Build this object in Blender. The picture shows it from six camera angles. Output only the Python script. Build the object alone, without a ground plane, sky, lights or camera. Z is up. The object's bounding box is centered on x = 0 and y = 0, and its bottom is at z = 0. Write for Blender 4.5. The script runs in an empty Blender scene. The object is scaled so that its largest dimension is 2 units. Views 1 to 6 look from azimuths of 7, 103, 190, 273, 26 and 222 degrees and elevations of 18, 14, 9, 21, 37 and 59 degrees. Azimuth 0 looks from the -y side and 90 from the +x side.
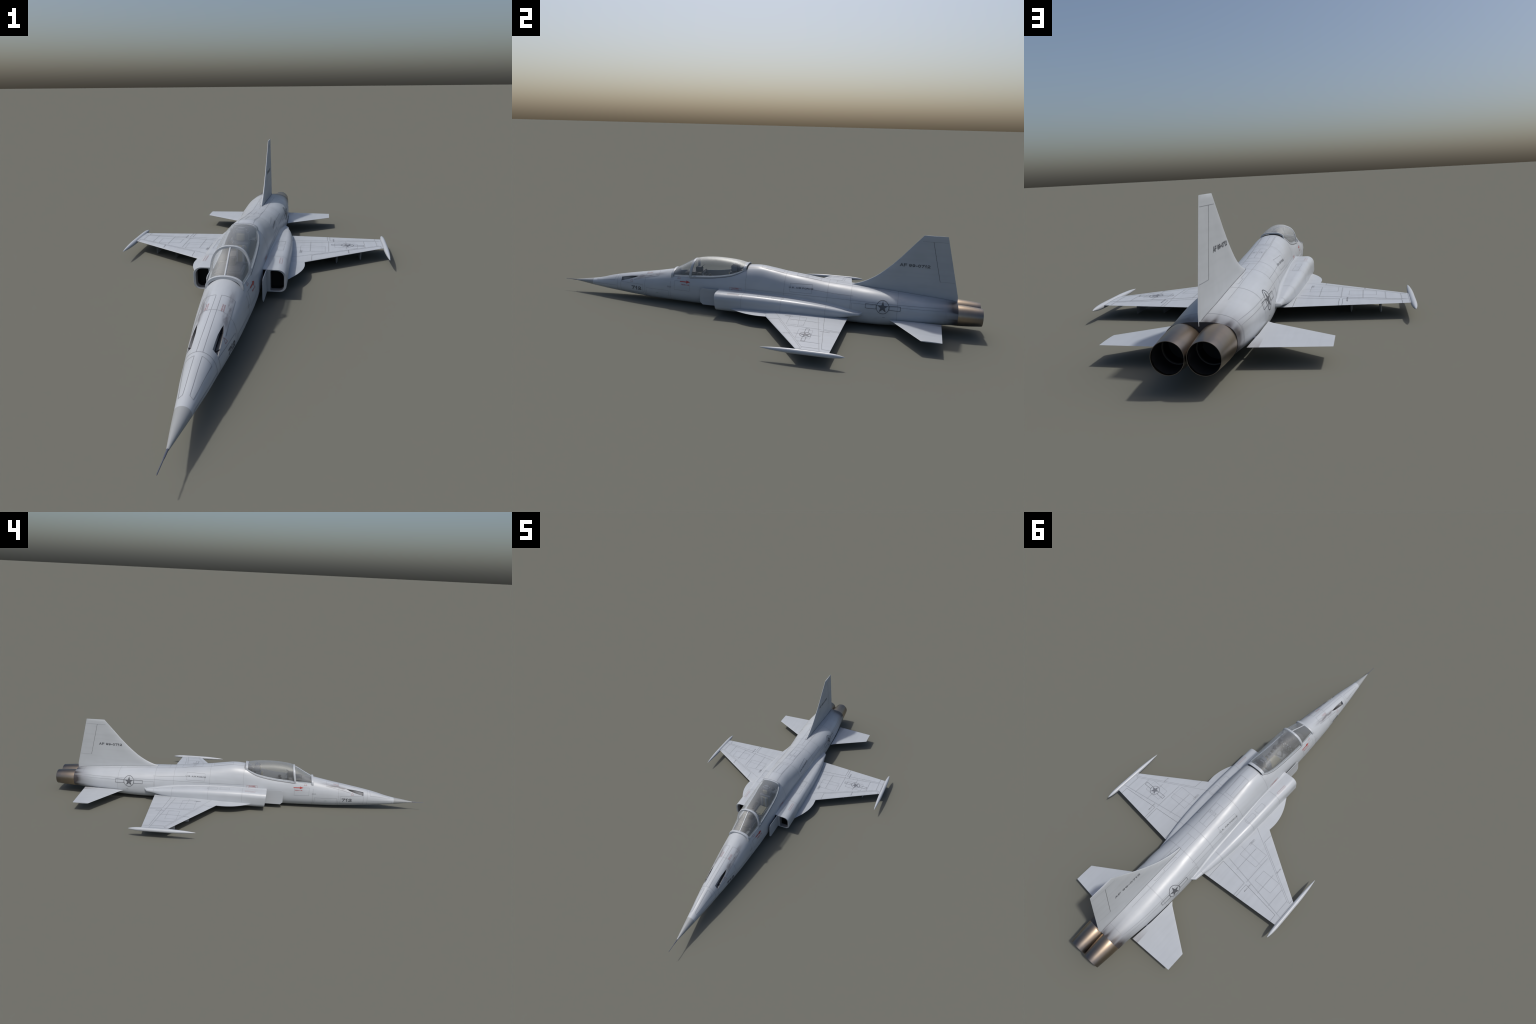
# A twin-engined light jet fighter in pale blue-grey paint, gear up, built from lofts.
# Frame: nose towards -y, tail towards +y, z up, metres (2 m long overall).
import bpy, bmesh, math, random
import numpy as np
from mathutils import Vector
from mathutils.bvhtree import BVHTree

random.seed(7)
np.random.seed(7)
SC = bpy.context.scene.collection

# ------------------------------------------------------------------ node helpers
class Nodes:
    def __init__(self, name):
        self.mat = bpy.data.materials.new(name)
        self.mat.use_nodes = True
        self.t = self.mat.node_tree
        self.t.nodes.clear()
        self.out = self.t.nodes.new("ShaderNodeOutputMaterial")
    def new(self, kind, **kw):
        n = self.t.nodes.new(kind)
        for k, v in kw.items():
            setattr(n, k, v)
        return n
    def link(self, a, b):
        self.t.links.new(a, b)
    def put(self, sock, v):
        if hasattr(v, "is_output") or isinstance(v, bpy.types.NodeSocket):
            self.link(v, sock)
        else:
            sock.default_value = v
    def math(self, op, a, b=0.0, c=None, clamp=False):
        n = self.new("ShaderNodeMath", operation=op, use_clamp=clamp)
        self.put(n.inputs[0], a)
        self.put(n.inputs[1], b)
        if c is not None:
            self.put(n.inputs[2], c)
        return n.outputs[0]
    def ramp(self, v, lo, hi, a=0.0, b=1.0, smooth=True):
        n = self.new("ShaderNodeMapRange", interpolation_type="SMOOTHSTEP" if smooth else "LINEAR")
        n.clamp = True if hasattr(n, "clamp") else True
        self.put(n.inputs["Value"], v)
        n.inputs["From Min"].default_value = lo
        n.inputs["From Max"].default_value = hi
        n.inputs["To Min"].default_value = a
        n.inputs["To Max"].default_value = b
        return n.outputs["Result"]
    def mix(self, f, a, b):
        n = self.new("ShaderNodeMix", data_type="RGBA")
        self.put(n.inputs[0], f)
        self.put(n.inputs[6], a)
        self.put(n.inputs[7], b)
        return n.outputs[2]
    def noise(self, vec, scale, detail=3.0, rough=0.55):
        n = self.new("ShaderNodeTexNoise")
        self.link(vec, n.inputs["Vector"])
        n.inputs["Scale"].default_value = scale
        n.inputs["Detail"].default_value = detail
        n.inputs["Roughness"].default_value = rough
        return n.outputs["Fac"]
    def coords(self, scale=(1, 1, 1)):
        c = self.new("ShaderNodeTexCoord").outputs["Object"]
        if scale == (1, 1, 1):
            return c
        m = self.new("ShaderNodeMapping")
        m.inputs["Scale"].default_value = scale
        self.link(c, m.inputs["Vector"])
        return m.outputs[0]
    def principled(self, color, rough=0.4, metal=0.0, **kw):
        p = self.new("ShaderNodeBsdfPrincipled")
        self.put(p.inputs["Base Color"], color)
        self.put(p.inputs["Roughness"], rough)
        self.put(p.inputs["Metallic"], metal)
        for k, v in kw.items():
            self.put(p.inputs[k], v)
        return p
    def done(self, shader):
        self.link(shader, self.out.inputs["Surface"])
        return self.mat

def rgb(r, g, b):
    return (r, g, b, 1.0)

PAINT = rgb(0.397, 0.426, 0.461)

def paint_material(name, base=PAINT, soot=True, rough=0.36, tailplane_soot=False):
    n = Nodes(name)
    co = n.coords()
    sep = n.new("ShaderNodeSeparateXYZ")
    n.link(co, sep.inputs[0])
    x, y, z = sep.outputs
    ax = n.math("ABSOLUTE", x)
    # faint streaky weathering along the airflow and broad mottling
    streak = n.noise(n.coords((60, 5, 60)), 1.0, 4.0)
    broad = n.noise(co, 9.0, 3.0)
    f = n.math("ADD", n.math("MULTIPLY", n.ramp(streak, 0.35, 0.75), 0.45), n.math("MULTIPLY", n.ramp(broad, 0.35, 0.7), 0.55))
    dim = tuple(c * 0.90 for c in base[:3]) + (1,)
    col = n.mix(f, base, dim)
    if soot:
        # exhaust heat staining at the tail, in blotches round the section
        ang = n.noise(n.coords((26, 3, 26)), 1.0, 2.0)
        t1 = n.math("POWER", n.ramp(y, 0.735, 0.902, smooth=False), 1.8)
        blot = n.ramp(ang, 0.34, 0.64, 0.62, 1.0)
        edge = n.math("MULTIPLY", n.ramp(y, 0.845, 0.898), n.ramp(ang, 0.36, 0.62, 0.10, 0.46))
        s = n.math("ADD", n.math("MULTIPLY", n.math("MULTIPLY", t1, blot), 0.94), edge, clamp=True)
        col = n.mix(s, col, rgb(0.045, 0.040, 0.042))
        # powder stains trailing aft of the two gun troughs
        d = n.math("ABSOLUTE", n.math("SUBTRACT", ax, 0.0325))
        across = n.ramp(d, 0.002, 0.0125, 1.0, 0.0)
        along = n.math("MULTIPLY", n.ramp(y, -0.61, -0.555), n.ramp(y, -0.50, -0.405, 1.0, 0.0))
        patch = n.ramp(n.noise(n.coords((110, 22, 50)), 1.0, 3.0), 0.32, 0.66, 0.15, 1.0)
        g = n.math("MULTIPLY", n.math("MULTIPLY", across, along), n.math("MULTIPLY", patch, n.ramp(z, 0.085, 0.10)))
        col = n.mix(n.math("MULTIPLY", g, 0.72), col, rgb(0.085, 0.075, 0.08))
    if tailplane_soot:
        g = n.math("MULTIPLY", n.ramp(y, 0.755, 0.84), n.ramp(ax, 0.1165, 0.1175, 1.0, 0.0))
        g = n.math("MULTIPLY", g, n.ramp(n.noise(n.coords((90, 20, 90)), 1.0), 0.3, 0.7, 0.5, 1.0))
        col = n.mix(n.math("MULTIPLY", g, 0.62), col, rgb(0.17, 0.155, 0.155))
    bump = n.new("ShaderNodeBump")
    bump.inputs["Strength"].default_value = 0.04
    bump.inputs["Distance"].default_value = 0.002
    n.link(n.noise(co, 60.0, 2.0), bump.inputs["Height"])
    p = n.principled(col, n.ramp(broad, 0.3, 0.7, rough - 0.03, rough + 0.05))
    n.link(bump.outputs[0], p.inputs["Normal"])
    return n.done(p.outputs[0])

def plain(name, color, rough=0.5, metal=0.0, vary=0.12, scale=40.0):
    n = Nodes(name)
    dim = tuple(c * (1 - vary) for c in color[:3]) + (1,)
    col = n.mix(n.noise(n.coords(), scale), color, dim)
    return n.done(n.principled(col, rough, metal).outputs[0])

def nozzle_material():
    n = Nodes("burnt_bronze_metal")
    co = n.coords()
    sep = n.new("ShaderNodeSeparateXYZ")
    n.link(co, sep.inputs[0])
    y = sep.outputs[1]
    f = n.math("ADD", n.ramp(y, 0.90, 1.0, 0.0, 0.8, smooth=False), n.math("MULTIPLY", n.noise(n.coords((40, 90, 40)), 1.0), 0.3), clamp=True)
    cr = n.new("ShaderNodeValToRGB")
    n.link(f, cr.inputs[0])
    e = cr.color_ramp.elements
    e[0].position, e[0].color = 0.05, rgb(0.385, 0.310, 0.235)
    e[1].position, e[1].color = 0.95, rgb(0.205, 0.184, 0.168)
    m = cr.color_ramp.elements.new(0.5)
    m.color = rgb(0.295, 0.243, 0.190)
    p = n.principled(cr.outputs[0], 0.36, 1.0)
    return n.done(p.outputs[0])

def glass_material():
    """thin tinted acrylic: mostly clear, a little haze, soft reflections that grow towards the rim"""
    n = Nodes("canopy_glass")
    tr = n.new("ShaderNodeBsdfTransparent")
    tr.inputs[0].default_value = rgb(0.93, 0.94, 0.95)
    haze = n.new("ShaderNodeBsdfDiffuse")
    haze.inputs[0].default_value = rgb(0.54, 0.56, 0.56)
    gl = n.new("ShaderNodeBsdfGlossy")
    gl.inputs["Color"].default_value = rgb(0.90, 0.92, 0.92)
    gl.inputs["Roughness"].default_value = 0.52
    lw = n.new("ShaderNodeLayerWeight")
    lw.inputs["Blend"].default_value = 0.30
    m1 = n.new("ShaderNodeMixShader")
    n.put(m1.inputs[0], n.ramp(lw.outputs["Facing"], 0.0, 1.0, 0.055, 0.20, smooth=False))
    n.link(tr.outputs[0], m1.inputs[1])
    n.link(haze.outputs[0], m1.inputs[2])
    m2 = n.new("ShaderNodeMixShader")
    n.put(m2.inputs[0], n.ramp(lw.outputs["Facing"], 0.0, 1.0, 0.028, 0.20, smooth=False))
    n.link(m1.outputs[0], m2.inputs[1])
    n.link(gl.outputs[0], m2.inputs[2])
    return n.done(m2.outputs[0])

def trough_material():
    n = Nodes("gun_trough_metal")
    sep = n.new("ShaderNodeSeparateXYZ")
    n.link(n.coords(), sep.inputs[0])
    col = n.mix(n.ramp(sep.outputs[1], -0.655, -0.585), rgb(0.27, 0.28, 0.295), rgb(0.035, 0.034, 0.036))  # shade towards the slot's rear tip painted in as a darker colour
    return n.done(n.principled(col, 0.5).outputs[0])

M = {}
M["paint"] = paint_material("aircraft_grey_paint")
M["paint_plain"] = paint_material("aircraft_grey_paint_clean", soot=False)
M["paint_tail"] = paint_material("tailplane_paint", soot=False, tailplane_soot=True)
M["paint_fin"] = paint_material("fin_paint", base=rgb(0.400, 0.428, 0.456), soot=False, rough=0.5)
M["radome"] = plain("radome_grey", rgb(0.272, 0.288, 0.298), 0.42, 0.0, 0.05)
M["probe"] = plain("probe_metal", rgb(0.12, 0.13, 0.17), 0.35, 0.4)
M["line"] = plain("panel_line", rgb(0.235, 0.25, 0.275), 0.55)
M["wing_line"] = plain("wing_panel_line", rgb(0.155, 0.165, 0.185), 0.6)
M["grime"] = plain("grime_along_ribs", rgb(0.366, 0.394, 0.428), 0.5)
M["gap"] = plain("hinge_gap", rgb(0.045, 0.046, 0.05), 0.7)
M["mark"] = plain("stencil_dark_grey", rgb(0.088, 0.095, 0.108), 0.55)
M["mark_soft"] = plain("stencil_mid_grey", rgb(0.135, 0.145, 0.165), 0.55)
M["red"] = plain("rescue_red", rgb(0.36, 0.045, 0.040), 0.5)
M["red_soft"] = plain("stencil_red", rgb(0.35, 0.195, 0.20), 0.5)
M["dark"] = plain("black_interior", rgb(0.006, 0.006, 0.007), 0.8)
M["char"] = plain("charred_bay", rgb(0.030, 0.030, 0.034), 0.7)
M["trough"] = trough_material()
M["tub"] = plain("cockpit_grey", rgb(0.25, 0.27, 0.29), 0.6)
M["seat"] = plain("seat_frame_grey", rgb(0.10, 0.115, 0.14), 0.5)
M["cushion"] = plain("seat_cushion_tan", rgb(0.215, 0.205, 0.145), 0.85)
M["black"] = plain("instrument_black", rgb(0.035, 0.037, 0.042), 0.5)
M["white"] = plain("white_label", rgb(0.75, 0.77, 0.78), 0.5)
M["seal"] = plain("canopy_seal_grey", rgb(0.10, 0.105, 0.115), 0.6)
M["green"] = plain("stencil_green", rgb(0.07, 0.20, 0.11), 0.5)
M["ring"] = plain("scorched_ring", rgb(0.065, 0.058, 0.050), 0.6, 0.0)
M["bay"] = plain("intake_wall", rgb(0.20, 0.205, 0.22), 0.6)
M["metal"] = nozzle_material()
M["glass"] = glass_material()

# ------------------------------------------------------------------ object helpers
ROOT = bpy.data.objects.new("fighter_jet", None)
SC.objects.link(ROOT)
ROOT["label"] = "pale grey twin-engined jet fighter with needle nose and bronze exhausts"
ROOT["category"] = "fighter jet"

def make_object(name, verts, faces, mats, parent=None, smooth=35.0, face_mat=None, kind=None):
    me = bpy.data.meshes.new(name)
    me.from_pydata([tuple(float(c) for c in v) for v in verts], [], [tuple(int(i) for i in f) for f in faces])
    me.update()
    if not isinstance(mats, (list, tuple)):
        mats = [mats]
    for m in mats:
        me.materials.append(M[m])
    if face_mat is not None:
        me.polygons.foreach_set("material_index", np.asarray(face_mat, np.int32))
    ob = bpy.data.objects.new(name, me)
    SC.objects.link(ob)
    ob.parent = parent or ROOT
    shade(me, smooth)
    if kind:
        ob["kind"] = kind
    return ob

def shade(me, angle):
    bm = bmesh.new()
    bm.from_mesh(me)
    bmesh.ops.recalc_face_normals(bm, faces=bm.faces)
    for f in bm.faces:
        f.smooth = angle is not None
    if angle is not None:
        lim = math.radians(angle)
        for e in bm.edges:
            e.smooth = not (len(e.link_faces) == 2 and e.calc_face_angle(0.0) > lim)
    bm.to_mesh(me)
    bm.free()
    me.update()

def grid_faces(nr, nc, close_c=True, off=0):
    out = []
    for i in range(nr - 1):
        for j in range(nc if close_c else nc - 1):
            k = (j + 1) % nc
            out.append((off + i * nc + j, off + i * nc + k, off + (i + 1) * nc + k, off + (i + 1) * nc + j))
    return out

def box(name, lo, hi, mat, parent=None, bevel=0.0015, taper=None):
    """A box with chamfered edges; taper = (sx, sy) scales its top face."""
    lo, hi = np.array(lo, float), np.array(hi, float)
    c = (lo + hi) / 2
    bm = bmesh.new()
    bmesh.ops.create_cube(bm, size=1.0)
    for v in bm.verts:
        p = c + np.array(v.co) * (hi - lo)
        if taper and v.co.z > 0:
            p[0] = c[0] + (p[0] - c[0]) * taper[0]
            p[1] = c[1] + (p[1] - c[1]) * taper[1]
        v.co = p
    if bevel:
        bmesh.ops.bevel(bm, geom=list(bm.edges), offset=bevel, segments=2, affect="EDGES")
    me = bpy.data.meshes.new(name)
    bm.to_mesh(me)
    bm.free()
    me.materials.append(M[mat])
    ob = bpy.data.objects.new(name, me)
    SC.objects.link(ob)
    ob.parent = parent or ROOT
    shade(me, 40)
    return ob

def revolve_y(name, prof, centre, mat, parent=None, n=40, smooth=35, closed=True):
    """prof: list of (y, radius); a body of revolution about a line parallel to y."""
    th = np.linspace(0, 2 * np.pi, n, endpoint=False)
    V = []
    for y, r in prof:
        for a in th:
            V.append((centre[0] + r * math.cos(a), y, centre[1] + r * math.sin(a)))
    F = grid_faces(len(prof), n)
    if closed:
        F.append(tuple(range(n)))
        F.append(tuple(range((len(prof) - 1) * n, len(prof) * n)))
    return make_object(name, V, F, mat, parent, smooth)

def pchip(x, y, xs):
    x, y, xs = (np.asarray(a, float) for a in (x, y, xs))
    h, d, m = np.diff(x), np.diff(y) / np.diff(x), np.zeros(len(x))
    for i in range(1, len(x) - 1):
        if d[i - 1] * d[i] > 0:
            w1, w2 = 2 * h[i] + h[i - 1], h[i] + 2 * h[i - 1]
            m[i] = (w1 + w2) / (w1 / d[i - 1] + w2 / d[i])
    m[0], m[-1] = d[0], d[-1]
    i = np.clip(np.searchsorted(x, xs) - 1, 0, len(x) - 2)
    t = (xs - x[i]) / h[i]
    return (2*t**3-3*t**2+1)*y[i] + (t**3-2*t**2+t)*h[i]*m[i] + (-2*t**3+3*t**2)*y[i+1] + (t**3-t**2)*h[i]*m[i+1]

# ------------------------------------------------------------------ fuselage
# station y, top z, bottom z, half width, z of greatest width, upper and lower roundness
STATIONS = np.array([
    (-0.9385, .0530, .0480, .0028, .0505, 2.0, 2.0),
    (-0.880, .0628, .0405, .0120, .0515, 2.0, 2.0),
    (-0.837, .0690, .0345, .0182, .0518, 2.0, 2.0),
    (-0.790, .0785, .0290, .0248, .0525, 2.0, 2.0),
    (-0.745, .0913, .0242, .0315, .0540, 2.0, 2.0),
    (-0.690, .1043, .0195, .0380, .0560, 2.0, 2.0),
    (-0.590, .1230, .0120, .0497, .0600, 2.05, 2.1),
    (-0.480, .1418, .0065, .0612, .0640, 2.1, 2.2),
    (-0.394, .1585, .0052, .0672, .0680, 2.1, 2.3),
    (-0.300, .1755, .0040, .0725, .0720, 2.1, 2.4),
    (-0.200, .1800, .0030, .0753, .0780, 2.1, 2.5),
    (-0.150, .1855, .0024, .0762, .0800, 2.15, 2.6),
    (-0.100, .1960, .0020, .0770, .0820, 2.2, 2.7),
    (-0.060, .2045, .0018, .0780, .0840, 2.3, 2.9),
    (-0.0215, .2100, .0016, .0790, .0850, 2.35, 3.0),
    (0.030, .2133, .0014, .0800, .0850, 2.35, 3.0),
    (0.090, .2060, .0012, .0825, .0850, 2.33, 3.0),
    (0.158, .1950, .0012, .0855, .0850, 2.3, 3.0),
    (0.250, .1840, .0012, .0880, .0820, 2.3, 3.0),
    (0.3525, .1712, .0014, .0895, .0780, 2.3, 3.0),
    (0.4546, .1648, .0024, .0955, .0700, 2.3, 2.9),
    (0.560, .1590, .0034, .1000, .0700, 2.4, 2.8),
    (0.653, .1530, .0074, .0998, .0750, 2.4, 2.7),
    (0.740, .1462, .0160, .0972, .0790, 2.5, 2.7),
    (0.8537, .1365, .0310, .0876, .0820, 2.5, 2.6),
    (0.8995, .1298, .0374, .0850, .0825, 2.8, 2.7),
])

def section(y):
    return [float(pchip(STATIONS[:, 0], STATIONS[:, k], np.array([y]))[0]) for k in range(1, 7)]

def fuselage_ring(y, n):
    zt, zb, w, zm, p, q = section(y)
    out = []
    for a in np.linspace(0, 2 * np.pi, n, endpoint=False):
        s, c = math.cos(a), math.sin(a)          # a = 0 at the top
        e, h = (2 / p, zt - zm) if s >= 0 else (2 / q, zm - zb)
        out.append((w * math.copysign(abs(c) ** e, c), y, zm + h * math.copysign(abs(s) ** e, s)))
    return out

def side_z(y, x):
    zt, zb, w, zm, p, q = section(y)
    return zm + (zt - zm) * max(0.0, 1 - (abs(x) / w) ** p) ** (1 / p)

NSEG = 128
RADOME_END = -0.837
def loft_body(name, ys, mats, front_cap=True, rear_mat=0):
    V = [v for y in ys for v in fuselage_ring(y, NSEG)]
    F = grid_faces(len(ys), NSEG)
    fm = [0] * len(F)
    F.append(tuple(range(NSEG)))
    F.append(tuple(range((len(ys) - 1) * NSEG, len(ys) * NSEG)))
    fm += [0, rear_mat]
    return make_object(name, V, F, mats, smooth=40, face_mat=fm)

radome = loft_body("nose_cone", np.linspace(STATIONS[0, 0], RADOME_END, 16), "radome")
ys = np.concatenate([np.linspace(RADOME_END, -0.39, 62), np.linspace(-0.39, -0.0, 62)[1:], np.linspace(0.0, 0.8995, 110)[1:]])
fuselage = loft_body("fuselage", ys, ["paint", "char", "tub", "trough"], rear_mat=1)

def prism(name, poly_a, poly_b, mat_slot):
    n = len(poly_a)
    V = list(poly_a) + list(poly_b)
    F = [(i, (i + 1) % n, n + (i + 1) % n, n + i) for i in range(n)] + [tuple(range(n)), tuple(range(n, 2 * n))]
    return V, F, mat_slot

def cut(target, V, F, slot):
    me = bpy.data.meshes.new("cutter")
    me.from_pydata([tuple(v) for v in V], [], F)
    for m in target.data.materials:
        me.materials.append(m)
    for p in me.polygons:
        p.material_index = slot
    bm = bmesh.new(); bm.from_mesh(me)
    bmesh.ops.recalc_face_normals(bm, faces=bm.faces)
    bm.to_mesh(me); bm.free()
    c = bpy.data.objects.new("cutter", me)
    SC.objects.link(c)
    mod = target.modifiers.new("cut", "BOOLEAN")
    mod.operation, mod.solver, mod.object = "DIFFERENCE", "EXACT", c
    mod.material_mode = "INDEX"
    deps = bpy.context.evaluated_depsgraph_get()
    new = bpy.data.meshes.new_from_object(target.evaluated_get(deps))
    target.modifiers.clear()
    old = target.data
    target.data = new
    bpy.data.objects.remove(c)
    bpy.data.meshes.remove(me)
    bpy.data.meshes.remove(old)

# cockpit well: plan outline that follows the canopy sill
SILL_Y = np.array([-0.390, -0.375, -0.295, -0.200, -0.100, -0.060, -0.030])
SILL_X = np.array([0.0470, 0.0490, 0.0560, 0.0558, 0.0553, 0.0515, 0.0420])
def sill_x(y):
    return float(pchip(SILL_Y, SILL_X, np.array([y]))[0])
well_y = np.linspace(-0.385, -0.034, 26)
outline = [(sill_x(y) - 0.0022, y) for y in well_y]
outline = outline + [(-x, y) for x, y in reversed(outline)]
cut(fuselage, *prism("well", [(x * 0.93, y, 0.078) for x, y in outline], [(x * 1.0 + 0, y, 0.32) for x, y in outline], 2))

# gun troughs: lens-pointed slots in the upper nose, deeper along the lower edge
TROUGH = [(.0238, -.668, .0985), (.0248, -.640, .1045), (.0260, -.616, .1090), (.0288, -.590, .1118), (.0312, -.5745, .1130), (.0349, -.594, .1047), (.0360, -.623, .0950), (.0357, -.668, .0815)]
DEPTH = [.004, .004, .004, .004, .004, .009, .013, .015]
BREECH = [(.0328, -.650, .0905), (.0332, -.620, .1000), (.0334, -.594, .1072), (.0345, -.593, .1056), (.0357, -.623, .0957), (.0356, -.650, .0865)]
nrm = np.array([0.80, -0.12, 0.59]); nrm /= np.linalg.norm(nrm)
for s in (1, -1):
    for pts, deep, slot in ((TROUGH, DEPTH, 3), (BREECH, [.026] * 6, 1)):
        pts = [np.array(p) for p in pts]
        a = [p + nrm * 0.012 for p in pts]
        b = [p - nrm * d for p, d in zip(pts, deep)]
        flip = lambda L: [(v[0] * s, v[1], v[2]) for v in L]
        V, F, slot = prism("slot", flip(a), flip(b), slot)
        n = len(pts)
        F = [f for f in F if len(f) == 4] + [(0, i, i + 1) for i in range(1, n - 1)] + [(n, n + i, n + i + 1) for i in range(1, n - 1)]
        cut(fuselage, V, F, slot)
shade(fuselage.data, 32)

# gun barrels lying in the troughs
for s in (1, -1):
    b = revolve_y("gun_barrel", [(-0.652, 0.0022), (-0.652, 0.0034), (-0.600, 0.0034), (-0.600, 0.0)], (0.0205 * s, 0.0830), "black", fuselage, 16)

# air data probe
revolve_y("pitot_probe", [(-1.0, 0.0006), (-0.9995, 0.0010), (-0.965, 0.0012), (-0.957, 0.0019), (-0.940, 0.0021), (-0.925, 0.0021)], (0.0, 0.0507), "probe", None, 16)

# ------------------------------------------------------------------ intake ducts
def rounded_section(xi, xo, zb, zt, rto, rbo, rti, rbi, k=8):
    """Rounded box outline (x, z), anticlockwise from the lower inner corner."""
    out = []
    for cx, cz, r, a0 in ((xi, zb, rbi, 180), (xo, zb, rbo, 270), (xo, zt, rto, 0), (xi, zt, rti, 90)):
        ox = cx + r if cx == xi else cx - r
        oz = cz + r if cz == zb else cz - r
        for j in range(k + 1):
            t = math.radians(a0 + 90 * j / k)
            out.append((ox + r * math.cos(t), oz + r * math.sin(t)))
    return out

# y, inner x, outer x, bottom, top, radii: top outer, bottom outer, top inner
DUCT = np.array([
    (-0.1460, .0872, .1500, .0232, .1018, .0285, .0225, .0012),
    (-0.0900, .0872, .1500, .0226, .1026, .0285, .0225, .0012),
    (-0.0215, .0868, .1490, .0224, .1034, .0280, .0225, .0012),
    (0.0300, .0700, .1495, .0224, .1034, .0275, .0225, .0012),
    (0.1580, .0700, .1492, .0226, .1012, .0265, .0225, .0012),
    (0.2600, .0720, .1450, .0280, .0958, .0250, .0210, .0020),
    (0.3525, .0740, .1368, .0360, .0876, .0200, .0170, .0030),
    (0.4100, .0780, .1290, .0420, .0800, .0165, .0150, .0030),
    (0.4546, .0820, .1205, .0495, .0728, .0105, .0105, .0030),
    (0.4930, .0850, .1152, .0545, .0690, .0070, .0070, .0030),
])
def duct_params(y):
    return [float(pchip(DUCT[:, 0], DUCT[:, k], np.array([y]))[0]) for k in range(1, 8)]

ducts = []
for s in (1, -1):
    rows, fm_rows = [], []
    slant = lambda z: -0.0022 + (0.1018 - z) * 0.11
    def ring(y, pars, rbi=0.0012, inset=0.0, lip=False):
        xi, xo, zb, zt, a, b, c = pars
        pts = rounded_section(xi + inset, xo - inset, zb + inset, zt - inset, max(a - inset, .001), max(b - inset, .001), c, rbi)
        return [(s * px, y + (slant(pz) if lip else 0.0), pz) for px, pz in pts]
    inner = [.0990, .1415, .0281, .0966, .0225, .0160, .004]
    front = duct_params(-0.146)
    rows += [ring(-0.0955, [.0992, .1412, .0283, .0962, .0222, .0158, .004], .004), ring(-0.1040, inner, .004), ring(-0.1200, inner, .004)]
    rows += [ring(-0.1435, inner, .004, 0.0, True), ring(-0.1460, inner, .004, -0.0006, True)]
    rows += [ring(-0.1470, front, .0012, 0.0012, True), ring(-0.1462, front, .0012, 0.0003, True), ring(-0.1440, front, .0012, 0.0, True)]
    dys = np.concatenate([np.linspace(-0.120, 0.4546, 58), np.linspace(0.4546, 0.493, 8)[1:]])
    rows += [ring(y, duct_params(y)) for y in dys]
    rows += [ring(0.4945, [.0850, .1145, .0548, .0688, .0068, .0068, .003]), ring(0.5090, [.0850, .0985, .0560, .0735, .0060, .0060, .003])]
    end = duct_params(0.493)
    nseg = len(rows[0])
    V = [v for r in rows for v in r]
    F = grid_faces(len(rows), nseg)
    fm = [(1, 1, 3, 3, 0)[min(i // nseg, 4)] for i in range(len(F))]  # rear tunnel walls and end cap blackened: shade of depth as colour
    F.append(tuple(range(nseg))); fm.append(1)
    F.append(tuple(range((len(rows) - 1) * nseg, len(rows) * nseg))); fm.append(0)
    d = make_object("intake_duct", V, F, ["paint_plain", "dark", "char", "bay"], smooth=38, face_mat=fm)
    ducts.append(d)
    # cover strip that closes the boundary layer gap from above
    V = []
    for y in np.linspace(-0.148, 0.02, 12):
        for px, pz in ((.0745, .0995), (.0890, .0995), (.0890, duct_params(max(y, -.146))[3] - .0002), (.0765, duct_params(max(y, -.146))[3] + .0004), (.0745, .1040)):
            V.append((s * px, y, pz))
    F = grid_faces(12, 5) + [tuple(range(5)), tuple(range(55, 60))]
    make_object("boundary_layer_cover", V, F, "paint_plain", d)
    # concave fillet between duct roof and fuselage side, widening aft
    V, nf = [], 7
    fy = np.linspace(-0.13, 0.4940, 50)
    for y in fy:
        zt = duct_params(y)[3]
        zt2, zb2, w, zm, p, q = section(y)
        xs = w * max(0, 1 - ((zt - zm) / (zt2 - zm)) ** p) ** (1 / p) if zt > zm else w * max(0, 1 - ((zm - zt) / (zm - zb2)) ** q) ** (1 / q)
        r = float(np.interp(y, [-0.13, -0.02, 0.15, 0.35, 0.45, 0.494], [0.0008, 0.0018, 0.0060, 0.0105, 0.0085, 0.0040]))
        a = np.array([0, 0])
        for j in range(nf):
            t = j / (nf - 1)
            xt = xs + r
            zup = zt + r
            h, e, zz = (zt2 - zm, p, zup - zm) if zup > zm else (zm - zb2, q, zm - zup)
            xu = w * max(0, 1 - (abs(zz) / h) ** e) ** (1 / e)
            # quadratic curve from fuselage side, through the crease, to the duct roof
            q0, q1, q2 = np.array([xu, zup]), np.array([xs, zt]), np.array([xt, zt])
            pt = (1 - t) ** 2 * q0 + 2 * t * (1 - t) * q1 + t * t * q2
            V.append((s * (pt[0] + 0.0003), y, pt[1] + 0.0003))
    make_object("root_fillet", V, grid_faces(len(fy), nf, False), "paint_plain", d, smooth=60)
    # splitter plate ahead of the intake
    prof = [(-0.140, .0240), (-0.2235, .0232), (-0.2362, .0350), (-0.2368, .0880), (-0.2345, .0955), (-0.2290, .1000), (-0.2220, .1014), (-0.140, .1016)]
    V = []
    for k, off in enumerate((-0.0010, 0.0010)):
        for y, z in prof:
            V.append((s * (0.0849 + (y + 0.2365) * 0.022 + off), y, z))
    n = len(prof)
    F = [tuple(range(n)), tuple(range(n, 2 * n))] + [(i, (i + 1) % n, n + (i + 1) % n, n + i) for i in range(n)]
    make_object("splitter_plate", V, F, "paint_plain", d, smooth=30)
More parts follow.
